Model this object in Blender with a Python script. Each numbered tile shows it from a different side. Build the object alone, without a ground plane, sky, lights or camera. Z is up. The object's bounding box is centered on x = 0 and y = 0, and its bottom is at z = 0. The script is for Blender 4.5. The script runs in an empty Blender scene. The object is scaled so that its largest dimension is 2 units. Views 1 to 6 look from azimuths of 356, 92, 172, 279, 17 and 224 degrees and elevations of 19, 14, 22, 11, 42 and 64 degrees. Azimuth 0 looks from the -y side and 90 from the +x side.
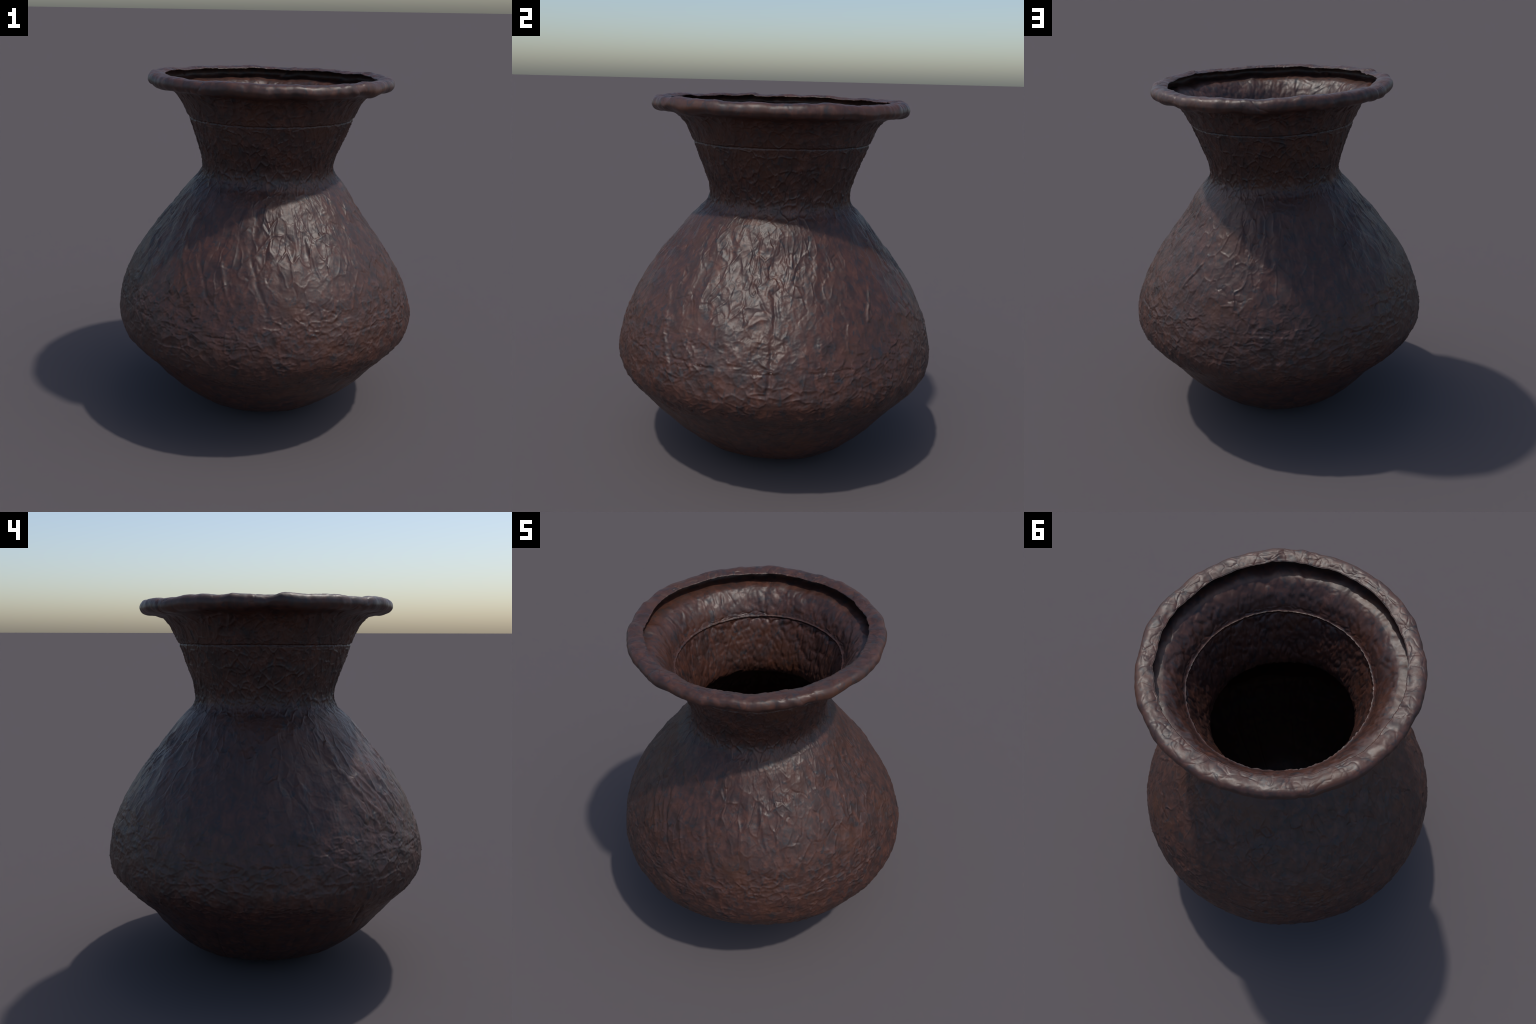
"""Hand-built storage jar: a thin-walled, crumpled, dark red-brown vessel with a
wide flared mouth whose lip is rolled outwards and folded back over the opening.
One profile is swept round the axis, gently distorted, wrinkled, and split into
base, body, neck and rim with shared border vertices and shared normals."""
import bpy, math
import numpy as np

# ------------------------------------------------------------------ noise
rng = np.random.default_rng(7)
PERM = rng.permutation(4096).astype(np.int64)
PERM = np.concatenate([PERM, PERM, PERM])
GRAD = rng.normal(size=(4096, 3))
GRAD /= np.linalg.norm(GRAD, axis=1)[:, None]
CELL = rng.random((4096, 3))


def hash3(i, j, k):
    return PERM[(PERM[(PERM[i & 4095] + j) & 4095] + k) & 4095]


def perlin(x, y, z):
    xi, yi, zi = np.floor(x), np.floor(y), np.floor(z)
    fx, fy, fz = x - xi, y - yi, z - zi
    xi, yi, zi = xi.astype(np.int64), yi.astype(np.int64), zi.astype(np.int64)
    u = fx * fx * fx * (fx * (fx * 6 - 15) + 10)
    v = fy * fy * fy * (fy * (fy * 6 - 15) + 10)
    w = fz * fz * fz * (fz * (fz * 6 - 15) + 10)
    out = 0.0
    for a in (0, 1):
        for b in (0, 1):
            for c in (0, 1):
                g = GRAD[hash3(xi + a, yi + b, zi + c)]
                d = g[..., 0] * (fx - a) + g[..., 1] * (fy - b) + g[..., 2] * (fz - c)
                out = out + d * (u if a else 1 - u) * (v if b else 1 - v) * (w if c else 1 - w)
    return out * 1.6


def fbm(x, y, z, octaves=3, gain=0.5):
    t, a, f = 0.0, 1.0, 1.0
    for o in range(octaves):
        t = t + a * perlin(x * f + 17.3 * o, y * f - 9.1 * o, z * f + 5.7 * o)
        a *= gain
        f *= 2.03
    return t


def voronoi_edge(x, y, z):
    """distance F2 - F1 to the border between cells"""
    xi, yi, zi = np.floor(x).astype(np.int64), np.floor(y).astype(np.int64), np.floor(z).astype(np.int64)
    f1 = np.full(x.shape, 9.0)
    f2 = np.full(x.shape, 9.0)
    for a in (-1, 0, 1):
        for b in (-1, 0, 1):
            for c in (-1, 0, 1):
                p = CELL[hash3(xi + a, yi + b, zi + c)]
                d = np.sqrt((xi + a + p[..., 0] - x) ** 2 + (yi + b + p[..., 1] - y) ** 2
                            + (zi + c + p[..., 2] - z) ** 2)
                f2 = np.minimum(f2, np.maximum(f1, d))
                f1 = np.minimum(f1, d)
    return f2 - f1


def zone_edge(weight, x, y, z):
    """voronoi_edge, worked out only on the rows where a zone is present"""
    rows = np.nonzero(weight.max(1) > 0)[0]
    a, b = rows[0], rows[-1] + 1
    out = np.ones(x.shape)
    out[a:b] = voronoi_edge(x[a:b], y[a:b], z[a:b])
    return out


def smooth(a, b, x):
    t = np.clip((x - a) / (b - a), 0, 1)
    return t * t * (3 - 2 * t)


def bell(x, c, w):
    return np.exp(-((x - c) / w) ** 2)


# ------------------------------------------------------------------ profile
# (radius, height) of the sheet, from the middle of the foot to the folded-in lip
PROFILE = [
    (0.000, 0.000), (0.090, 0.002), (0.170, 0.008), (0.250, 0.019), (0.315, 0.034),
    (0.370, 0.053), (0.424, 0.081), (0.472, 0.112), (0.516, 0.148), (0.585, 0.212),
    (0.655, 0.282), (0.716, 0.350), (0.771, 0.420), (0.828, 0.484), (0.866, 0.540),
    (0.881, 0.602), (0.873, 0.670), (0.853, 0.750), (0.817, 0.840), (0.770, 0.940),
    (0.705, 1.040), (0.630, 1.140), (0.555, 1.235), (0.504, 1.302), (0.470, 1.345),
    (0.432, 1.386), (0.404, 1.414), (0.388, 1.442), (0.384, 1.475), (0.392, 1.530),
    (0.422, 1.620), (0.458, 1.720), (0.485, 1.790), (0.508, 1.837), (0.533, 1.871),
    (0.565, 1.897), (0.612, 1.908), (0.645, 1.912), (0.669, 1.922), (0.681, 1.940),
    (0.679, 1.961), (0.668, 1.976), (0.648, 1.982), (0.620, 1.980), (0.590, 1.972),
]
# sideways drift of the axis and ovalness, by height
DRIFT_Z = [0.0, 0.3, 0.6, 0.9, 1.1, 1.3, 1.5, 1.75, 1.95]
DRIFT_X = [0.004, 0.001, -0.004, -0.015, -0.014, -0.007, 0.002, 0.010, 0.007]
DRIFT_Y = [0.010, 0.006, 0.000, 0.000, 0.000, 0.005, 0.009, 0.010, 0.003]
OVAL_C = [-0.014, -0.008, -0.003, -0.008, -0.011, -0.006, -0.004, -0.003, 0.000]
OVAL_S = [0.004, 0.000, -0.003, -0.005, -0.002, 0.005, 0.003, 0.000, -0.003]

SEAM_Z = 1.754          # thin groove under the mouth
WALL = 0.0040           # wall thickness


def spline(points, samples):
    """centripetal Catmull-Rom, then resampled by arc length"""
    P = np.array(points)
    P = np.vstack([2 * P[0] - P[1], P, 2 * P[-1] - P[-2]])
    out = []
    for i in range(1, len(P) - 2):
        p0, p1, p2, p3 = P[i - 1:i + 3]
        t0 = 0.0
        t1 = t0 + np.linalg.norm(p1 - p0) ** 0.5
        t2 = t1 + np.linalg.norm(p2 - p1) ** 0.5
        t3 = t2 + np.linalg.norm(p3 - p2) ** 0.5
        t = np.linspace(t1, t2, 40, endpoint=False)[:, None]
        a1 = (t1 - t) / (t1 - t0) * p0 + (t - t0) / (t1 - t0) * p1
        a2 = (t2 - t) / (t2 - t1) * p1 + (t - t1) / (t2 - t1) * p2
        a3 = (t3 - t) / (t3 - t2) * p2 + (t - t2) / (t3 - t2) * p3
        b1 = (t2 - t) / (t2 - t0) * a1 + (t - t0) / (t2 - t0) * a2
        b2 = (t3 - t) / (t3 - t1) * a2 + (t - t1) / (t3 - t1) * a3
        out.append((t2 - t) / (t2 - t1) * b1 + (t - t1) / (t2 - t1) * b2)
    out.append(P[-2:-1])
    C = np.vstack(out)
    s = np.concatenate([[0], np.cumsum(np.linalg.norm(np.diff(C, axis=0), axis=1))])
    # denser rows along the seam, the rim and the lip
    w = np.full(len(s), 1.0)
    w += 1.6 * bell(C[:, 1], SEAM_Z, 0.02) * (C[:, 0] < 0.52)
    w += 0.8 * smooth(1.86, 1.90, C[:, 1])
    w -= 0.45 * smooth(0.30, 0.10, C[:, 0]) * (C[:, 1] < 0.1)
    cw = np.concatenate([[0], np.cumsum(0.5 * (w[1:] + w[:-1]) * np.diff(s))])
    q = np.linspace(0, cw[-1], samples)
    ss = np.interp(q, cw, s)
    return np.interp(ss, s, C[:, 0]), np.interp(ss, s, C[:, 1]), ss


ROWS, COLS = 680, 1080
prof_r, prof_z, prof_s = spline(PROFILE, ROWS)
prof_r[0] = 0.0
dr, dz = np.gradient(prof_r, prof_s), np.gradient(prof_z, prof_s)
ln = np.hypot(dr, dz)
# keep the normals smooth round the tight lip
nr, nz = dz / ln, -dr / ln

theta = np.arange(COLS) * 2 * math.pi / COLS
R, T = np.meshgrid(prof_r, theta, indexing="ij")
Z = np.repeat(prof_z[:, None], COLS, 1)
S = np.repeat(prof_s[:, None], COLS, 1)
NR = np.repeat(nr[:, None], COLS, 1)
NZ = np.repeat(nz[:, None], COLS, 1)
C, Sn = np.cos(T), np.sin(T)
# distance along the sheet measured from the start of the roll of the rim
rim_row = int(np.argmin(np.abs(prof_s - prof_s[np.argmax(prof_z > 1.893)])))
s_rim = prof_s[rim_row]
on_rim = smooth(s_rim - 0.03, s_rim + 0.03, S)
top = smooth(prof_s[np.argmax(prof_z)] - 0.05, prof_s[np.argmax(prof_z)] + 0.01, S)   # flat top of the rim
end = smooth(prof_s[-1] - 0.045, prof_s[-1], S)                                         # free inner edge

# ------------------------------------------------------------------ relief
side_on = 1 - on_rim                                                                     # everything below the roll
x3, y3 = R * C, R * Sn
# large uneven hand-made lumps
lump = 0.0050 * fbm(x3 * 3.2, y3 * 3.2, Z * 2.4, 2) * smooth(0.0, 0.12, Z) * (1 - 0.6 * on_rim)


def around(deg):
    """signed angle, in degrees, from a given azimuth (0 = +x)"""
    return (np.degrees(T) - deg + 180) % 360 - 180


# broad dents and swellings: azimuth, height, spread in degrees, spread in height, depth
for deg, hz, wd, wz, depth in (
        (6, 1.05, 38, 0.20, -0.012), (-52, 0.62, 26, 0.13, -0.006), (-134, 1.06, 36, 0.16, 0.005),
        (-165, 0.80, 24, 0.20, 0.005), (-110, 0.72, 24, 0.12, 0.005), (68, 0.66, 20, 0.10, -0.005),
        (-62, 1.46, 40, 0.08, -0.006), (140, 0.31, 48, 0.06, -0.019), (140, 0.11, 42, 0.07, 0.010), (55, 0.09, 70, 0.08, 0.010),
        (5, 0.22, 45, 0.11, 0.012), (-130, 0.25, 25, 0.10, 0.010), (48, 0.34, 20, 0.07, -0.008),
        (8, 1.24, 32, 0.09, -0.013), (125, 0.95, 24, 0.15, -0.005), (-100, 0.93, 40, 0.15, -0.004),
        (20, 1.83, 50, 0.06, 0.004)):
    lump += depth * bell(around(deg), 0, wd) * bell(Z, hz, wz) * side_on

# coordinates on the unrolled sheet: cu, cv go round, S goes up
def unrolled(r0):
    return r0 * C, r0 * Sn

# slow and quick warps shared by every crease field
wu, wv = unrolled(0.6)
warp1 = fbm(wu * 6, wv * 6, S * 5 + 3.0, 2)
warp2 = fbm(wu * 6 + 31, wv * 6, S * 5 - 8.0, 2)
quick1 = perlin(wu * 19 + 3, wv * 19, S * 15)
quick2 = perlin(wu * 19 - 7, wv * 19, S * 15 + 20)
broken = smooth(-0.30, 0.30, perlin(wu * 9 + 12, wv * 9, S * 8))        # where creases fade out
broken2 = smooth(-0.30, 0.30, perlin(wu * 11 - 12, wv * 11, S * 9 + 6))

z_up = smooth(0.70, 0.95, Z) * (1 - smooth(1.27, 1.39, Z)) * side_on   # upper belly: long upright folds
z_low = smooth(0.32, 0.54, Z) * (1 - smooth(0.78, 1.00, Z))            # lower belly: short level creases
z_neck = (0.35 * smooth(1.27, 1.36, Z) + 0.65 * smooth(1.37, 1.44, Z)) * side_on
z_base = 1 - smooth(0.32, 0.54, Z)
z_flare = smooth(1.74, 1.80, Z) * (1 - on_rim) * side_on


def ridge(n, sharp):
    """thin raised crease where the noise crosses zero"""
    return np.exp(-np.abs(n) / sharp)


def centred(h, weight):
    """relief that leaves the mean wall where the profile puts it"""
    return h - (h * weight).sum() / weight.sum()


relief = lump.copy()
grit = perlin(x3 * 55, y3 * 55, Z * 55)
relief += 0.0006 * grit

# upper belly
u, v = unrolled(0.66)
uu = u + 0.014 * warp1 + 0.005 * quick1
vv = v + 0.014 * warp2 + 0.005 * quick2
ss = S + 0.03 * warp2 + 0.014 * quick1
edge = zone_edge(z_up, uu * 15, vv * 15, ss * 7.5)
fine = zone_edge(z_up, uu * 29 + 3, vv * 29, ss * 19.0)
n1 = perlin(uu * 14, vv * 14, ss * 7.0)
n2 = perlin(uu * 30 + 40, vv * 30, ss * 16.0)
iso = perlin(x3 * 21 + 0.3 * quick1, y3 * 21, Z * 21 + 0.3 * quick2)
h = (0.0052 * np.exp(-edge / 0.08) * (0.25 + 0.75 * broken) + 0.0018 * np.exp(-fine / 0.09) * broken2
     + 0.0072 * n1 + 0.0020 * n2 + 0.0014 * iso - 0.0042 * ridge(n1 + 0.2 * n2, 0.05) * broken2
     + 0.0022 * ridge(iso, 0.05) * (1 - 0.7 * broken))
patchy = 0.65 + 0.45 * smooth(-0.35, 0.35, perlin(u * 3 + 9, v * 3, S * 3))
relief += z_up * patchy * centred(h, z_up)

# lower belly
uu = x3 + 0.012 * warp1 + 0.005 * quick2
vv = y3 + 0.012 * warp2 + 0.005 * quick1
ss = S + 0.016 * warp1 + 0.007 * quick2
edge = zone_edge(z_low, uu * 14, vv * 14, ss * 21)
fine = zone_edge(z_low, uu * 26, vv * 26 + 5, ss * 34)
n1 = perlin(uu * 13 + 5, vv * 13, ss * 17)
n2 = perlin(uu * 26, vv * 26 + 8, ss * 40)
n3 = perlin(uu * 20 + 3, vv * 20 + 8, ss * 20)
h = (0.0046 * np.exp(-edge / 0.07) * broken2 + 0.0022 * np.exp(-fine / 0.08) * (1 - 0.6 * broken2)
     + 0.0034 * n1 + 0.0016 * n2 + 0.0020 * n3
     + 0.0042 * ridge(n1 + 0.25 * n2, 0.04) * broken + 0.0016 * ridge(n3, 0.05) - 0.0026 * ridge(n3 + 0.3, 0.05) * broken2)
relief += z_low * centred(h, z_low)
# faint folds on the underside, and the uneven foot
fold = perlin(C * 5.0, Sn * 5.0, S * 1.2)
relief += z_base * (0.0030 * fold * smooth(0.08, 0.3, R) - 0.0025 * ridge(fold, 0.05) * smooth(0.1, 0.3, R)
                    + 0.0014 * n1 + 0.0008 * n2 + 0.0032 * perlin(x3 * 9, y3 * 9, S * 9 + 2))

# neck: net of thin raised creases, calmer above the seam
u, v = unrolled(0.42)
uu = u + 0.014 * warp1 + 0.005 * quick1
vv = v + 0.014 * warp2 + 0.005 * quick2
ss = S + 0.02 * warp2 + 0.006 * quick1
edge = zone_edge(z_neck, uu * 18, vv * 18, ss * 14)
fine = zone_edge(z_neck, uu * 33 + 6, vv * 33, ss * 26)
n1 = perlin(uu * 18, vv * 18, ss * 12)
n2 = perlin(uu * 38, vv * 38, ss * 28 + 4)
h = (0.0068 * np.exp(-edge / 0.08) * (0.35 + 0.65 * broken) + 0.0040 * np.exp(-fine / 0.09) * (1 - 0.5 * broken)
     + 0.0028 * n1 + 0.0018 * n2 + 0.0026 * ridge(n2 + 0.5 * n1, 0.05) * broken2)
neck_net = z_neck * (1 - 0.25 * z_flare) * (1 - 0.7 * bell(Z, SEAM_Z, 0.012)) * centred(h, z_neck)
relief += neck_net
n3 = perlin(uu * 22, vv * 22, ss * 8 + 7)
relief += z_flare * (0.0040 * n3 + 0.0022 * perlin(uu * 48, vv * 48, ss * 22))

# seam: a narrow wandering groove (a ridge on the inside)
seam_z = SEAM_Z + 0.0022 * perlin(C * 14, Sn * 14, 0 * S) + 0.0012 * perlin(C * 45, Sn * 45, 0 * S)
relief += side_on * (-0.0068 * bell(Z, seam_z, 0.0042) * (0.75 + 0.6 * perlin(C * 30, Sn * 30, 0 * S + 7))
                     + 0.0016 * smooth(0, 0.004, Z - seam_z) * (1 - smooth(0.02, 0.08, Z - seam_z)))
# faint level crack round the belly
crack = 0.752 + 0.012 * perlin(C * 3, Sn * 3, 0 * S + 4) + 0.004 * quick1
relief += -0.0030 * bell(Z, crack, 0.0050) * broken * side_on

# single long folds: azimuth and height of both ends, height of the fold, half width
for a0, h0, a1, h1, amp, wid in (
        (0.4, 1.16, -0.5, 0.60, -0.0070, 0.011), (-0.5, 0.96, -9.0, 1.14, -0.0050, 0.010),
        (45.0, 1.09, 37.0, 0.93, 0.0075, 0.009), (24.0, 1.30, 17.0, 1.06, 0.0050, 0.018),
        (70.5, 0.93, 60.0, 0.56, 0.0028, 0.007), (92.0, 0.84, 84.0, 0.60, 0.0022, 0.007),
        (47.0, 0.80, 43.0, 0.50, 0.0022, 0.008), (-138.0, 0.53, -132.0, 0.34, -0.0070, 0.011),
        (143.0, 1.35, 153.0, 1.16, 0.0050, 0.010), (-156.0, 1.12, -155.0, 0.88, 0.0035, 0.007),
        (-49.5, 1.09, -31.0, 0.60, 0.0060, 0.016), (-100.0, 1.15, -92.0, 0.86, -0.0050, 0.012),
        (-114.0, 1.12, -106.0, 0.90, 0.0055, 0.012), (-73.0, 1.22, -70.0, 1.00, 0.0045, 0.010),
        (-140.0, 1.22, -122.0, 0.90, 0.0060, 0.014), (-127.0, 1.18, -112.0, 0.86, -0.0050, 0.012)):
    t = (Z - h0) / (h1 - h0)
    d = np.radians(around(a0 + (a1 - a0) * 0.5) - (t - 0.5) * (a1 - a0)) * R + 0.010 * quick2 + 0.006 * warp1
    relief += 0.8 * amp * bell(d, 0, wid) * smooth(0.0, 0.15, t) * (1 - smooth(0.85, 1.0, t)) * side_on
# a strip of small stacked ripples
t = (Z - 1.09) / (0.60 - 1.09)
d = np.radians(around(-40) - (t - 0.5) * 18) * R
relief += 0.0040 * perlin(d * 45, Z * 48, 0 * Z) * bell(d, 0, 0.022) * smooth(0, 0.1, t) * (1 - smooth(0.9, 1, t))
# knobs
for deg, hz, size, wid in ((41, 0.50, 0.008, 0.018), (-58, 0.93, 0.005, 0.03), (33, 1.10, 0.006, 0.02)):
    relief += size * np.exp(-((np.radians(around(deg)) * R) ** 2 + (Z - hz) ** 2) / wid ** 2) * side_on

# rim: soft lumps and a few shallow pleats round the roll, creased flat top
ang = T + 0.5 * (S - s_rim) + 0.05 * warp1
ca, sa = np.cos(ang), np.sin(ang)
pl = perlin(ca * 6, sa * 6, S * 5)
pl2 = perlin(ca * 15, sa * 15, S * 9)
gate = smooth(-0.1, 0.4, perlin(C * 3 + 5, Sn * 3, S * 4))
relief += on_rim * (1 - 0.45 * top) * (0.0068 * pl + 0.0030 * pl2 - 0.0034 * ridge(pl + 0.2 * pl2, 0.05) * gate)
uu, vv = x3 + 0.012 * warp1 + 0.008 * quick1, y3 + 0.012 * warp2 + 0.008 * quick2
edge = zone_edge(top, 0.64 * ca * 10 + 0.3 * warp1, 0.64 * sa * 10 + 0.3 * warp2, S * 22 + 0.6 * warp1)
relief += top * (-0.0028 * np.exp(-edge / 0.07) * broken - 0.0020 * ridge(quick1, 0.06) + 0.0018 * perlin(uu * 24, vv * 24, S * 24))

# assembled position: profile + relief along the profile normal
RR = R + relief * NR
ZZ = Z + relief * NZ

# the rim rises and falls, the free edge is ragged
wave = 0.0070 * perlin(C * 2.2 + 3, Sn * 2.2, 0 * S) + 0.0045 * perlin(C * 6, Sn * 6, 0 * S + 2)
wave += 0.009 * np.cos(T + math.radians(140))            # the mouth is not quite level
ZZ += wave * smooth(1.80, 1.93, Z)
RR += on_rim * (0.005 * perlin(C * 3, Sn * 3 + 8, 0 * S) + 0.0025 * perlin(C * 9, Sn * 9, 0 * S + 5))
RR += end * (0.010 * perlin(C * 3.5, Sn * 3.5, 0 * S + 11) + 0.005 * perlin(C * 13, Sn * 13, 0 * S + 13)
             + 0.0025 * perlin(C * 40, Sn * 40, 0 * S))
# overlapping folds where the lip was tucked over (azimuth in degrees from +x)
for deg, size in ((-47, 0.005), (-163, 0.008), (74, 0.004), (178, 0.004), (20, 0.003), (118, 0.003)):
    a = around(deg) - 60 * (S - prof_s[-1])
    ZZ += on_rim * size * smooth(-1.6, 1.6, a) * (1 - smooth(1.0, 12.0, a))

# axis drift and ovalness
grow = smooth(0.0, 0.25, R)
oc, os_ = np.interp(Z, DRIFT_Z, OVAL_C), np.interp(Z, DRIFT_Z, OVAL_S)
RR = RR + grow * (oc * np.cos(2 * T) + os_ * np.sin(2 * T))
X = RR * C + np.interp(Z, DRIFT_Z, DRIFT_X)
Y = RR * Sn + np.interp(Z, DRIFT_Z, DRIFT_Y)

# stand it on z = 0, 2 m tall
lo, hi = ZZ.min(), ZZ.max()
ZZ = np.minimum(ZZ, 2.0) - lo * (1 - smooth(0.0, 0.3, ZZ))

# ------------------------------------------------------------------ outer and inner sheet
outer = np.stack([X, Y, ZZ], -1)
outer[0] = outer[0].mean(0)
inward = np.stack([-NR * C, -NR * Sn, -NZ], -1)

base_row = int(np.argmax(prof_r > 0.262))
neck_row = int(np.argmax((prof_z > 1.395)))
cuts = [base_row, neck_row, rim_row, ROWS - 1]

# the inside keeps every second column, and fewer rows down in the dark belly
inner_rows = [r for r in range(1, ROWS) if r in cuts or r == 1
              or (r > neck_row - 40 and r % 2 == 0) or abs(prof_z[r] - SEAM_Z) < 0.025 or (r <= neck_row - 40 and r % 4 == 0)]
IC = COLS // 2
# (the creases of the neck are pressed in deeper on the inside)
press = WALL - np.clip(0.15 * neck_net, -0.004, WALL - 0.0015) + 0.0042 * side_on * bell(Z, seam_z, 0.0045) * (0.8 + 0.5 * quick2)
inner = (outer + press[..., None] * inward)[inner_rows][:, ::2]

n_out = ROWS * COLS
verts = np.concatenate([outer.reshape(-1, 3), inner.reshape(-1, 3)])
# poles: one vertex each
pole_out = len(verts)
pole_in = pole_out + 1
verts = np.vstack([verts, outer[0, 0], outer[0, 0] + [0, 0, WALL]])
ocol = np.arange(COLS)
onext = (ocol + 1) % COLS
icol = np.arange(IC)
inext = (icol + 1) % IC


def region(row):
    return 0 if row < base_row else 1 if row < neck_row else 2 if row < rim_row else 3


NAMES = ["base", "body", "neck", "rim"]
quads = [[] for _ in NAMES]
tris = [[] for _ in NAMES]
pents = [[] for _ in NAMES]
tris[0].append(np.stack([np.full(COLS, pole_out), COLS + onext, COLS + ocol], 1))
for r in range(1, ROWS - 1):
    a, b = r * COLS, (r + 1) * COLS
    quads[region(r)].append(np.stack([a + ocol, a + onext, b + onext, b + ocol], 1))
for k in range(len(inner_rows) - 1):
    a, b = n_out + k * IC, n_out + (k + 1) * IC
    quads[region(inner_rows[k])].append(np.stack([a + inext, a + icol, b + icol, b + inext], 1))
tris[0].append(np.stack([np.full(IC, pole_in), n_out + icol, n_out + inext], 1))
# lip joins the two sheets: two outer edges meet one inner edge
a = (ROWS - 1) * COLS
b = n_out + (len(inner_rows) - 1) * IC
pents[3].append(np.stack([a + 2 * icol, a + 2 * icol + 1, a + (2 * icol + 2) % COLS, b + inext, b + icol], 1))


def build_mesh(name, groups):
    """groups: list of (n, k) vertex index arrays into the whole vessel"""
    groups = [g for g in groups if len(g)]
    flat = np.concatenate([g.ravel() for g in groups])
    sizes = np.concatenate([np.full(len(g), g.shape[1]) for g in groups])
    used, loops = np.unique(flat, return_inverse=True)
    me = bpy.data.meshes.new(name)
    me.vertices.add(len(used))
    me.vertices.foreach_set("co", verts[used].astype(np.float32).ravel())
    me.loops.add(len(loops))
    me.loops.foreach_set("vertex_index", loops.astype(np.int32).ravel())
    me.polygons.add(len(sizes))
    starts = np.concatenate([[0], np.cumsum(sizes)[:-1]])
    me.polygons.foreach_set("loop_start", starts.astype(np.int32))
    me.polygons.foreach_set("use_smooth", np.ones(len(sizes), dtype=bool))
    me.update(calc_edges=True)
    return me, used


regions = []
for i in range(4):
    regions.append([np.concatenate(g) for g in (quads[i], tris[i], pents[i]) if g])
whole, _ = build_mesh("whole", [g for reg in regions for g in reg])
normals = np.empty(len(verts) * 3, dtype=np.float32)
whole.vertices.foreach_get("normal", normals)
normals = normals.reshape(-1, 3)
bpy.data.meshes.remove(whole)


# ------------------------------------------------------------------ material
def node(nt, kind, **inputs):
    n = nt.nodes.new(kind)
    for k, val in inputs.items():
        n.inputs[k.replace("_", " ")].default_value = val
    return n


def fired_clay():
    mat = bpy.data.materials.new("dark_mottled_clay")
    mat.use_nodes = True
    nt = mat.node_tree
    nt.nodes.clear()
    L = nt.links.new
    out = nt.nodes.new("ShaderNodeOutputMaterial")
    bsdf = nt.nodes.new("ShaderNodeBsdfPrincipled")
    L(bsdf.outputs[0], out.inputs[0])
    co = nt.nodes.new("ShaderNodeTexCoord")
    # upright stretch for smears
    mp = nt.nodes.new("ShaderNodeMapping")
    mp.inputs["Scale"].default_value = (1, 1, 0.55)
    L(co.outputs["Object"], mp.inputs[0])

    def noise(scale, detail, rough=0.55, vec=None, distortion=0.0):
        n = node(nt, "ShaderNodeTexNoise", Scale=scale, Detail=detail, Roughness=rough, Distortion=distortion)
        L(vec or co.outputs["Object"], n.inputs["Vector"])
        return n.outputs["Fac"]

    def ramp(fac, stops):
        n = nt.nodes.new("ShaderNodeValToRGB")
        cr = n.color_ramp
        while len(cr.elements) < len(stops):
            cr.elements.new(0.5)
        for e, (p, c) in zip(cr.elements, stops):
            e.position = p
            e.color = (*c, 1) if len(c) == 3 else c
        L(fac, n.inputs[0])
        return n.outputs[0]

    def mix(fac, a, b, mode="MIX"):
        n = nt.nodes.new("ShaderNodeMix")
        n.data_type = "RGBA"
        n.blend_type = mode
        if isinstance(fac, float):
            n.inputs[0].default_value = fac
        else:
            L(fac, n.inputs[0])
        for sock, val in ((n.inputs[6], a), (n.inputs[7], b)):
            if isinstance(val, tuple):
                sock.default_value = (*val, 1)
            else:
                L(val, sock)
        return n.outputs[2]

    smear = noise(22, 6, 0.6, mp.outputs[0], 0.6)
    red = ramp(smear, [(0.30, (0.023, 0.0115, 0.0095)), (0.50, (0.050, 0.0195, 0.0138)), (0.70, (0.086, 0.0315, 0.0195))])
    # orange-brown areas
    m = ramp(noise(3.2, 3, 0.5), [(0.52, (0, 0, 0)), (0.70, (1, 1, 1))])
    col = mix(m, red, (0.064, 0.0225, 0.0112))
    # blue-black smoky flecks
    m = ramp(noise(30, 4, 0.65, mp.outputs[0], 0.8), [(0.54, (0, 0, 0)), (0.66, (0.8, 0.8, 0.8))])
    col = mix(m, col, (0.016, 0.017, 0.020))
    m = ramp(noise(7, 3, 0.6), [(0.52, (0, 0, 0)), (0.75, (0.45, 0.45, 0.45))])
    col = mix(m, col, (0.025, 0.0165, 0.015))
    L(col, bsdf.inputs["Base Color"])
    rg = ramp(noise(18, 4, 0.6, mp.outputs[0]), [(0.3, (0.41, 0.41, 0.41)), (0.7, (0.54, 0.54, 0.54))])
    L(rg, bsdf.inputs["Roughness"])
    bsdf.inputs["Specular IOR Level"].default_value = 0.5
    bump = node(nt, "ShaderNodeBump", Strength=0.25, Distance=0.003)
    L(noise(60, 5, 0.6), bump.inputs["Height"])
    L(bump.outputs[0], bsdf.inputs["Normal"])
    return mat


clay = fired_clay()

# ------------------------------------------------------------------ objects
jar = bpy.data.objects.new("clay_jar", None)
jar["label"] = "dark red-brown wrinkled clay jar with flared rolled rim"
jar["category"] = "jar"
bpy.context.collection.objects.link(jar)
for name, reg in zip(NAMES, regions):
    me, used = build_mesh(name, reg)
    me.normals_split_custom_set_from_vertices(normals[used].tolist())
    me.materials.append(clay)
    ob = bpy.data.objects.new(name, me)
    bpy.context.collection.objects.link(ob)
    ob.parent = jar
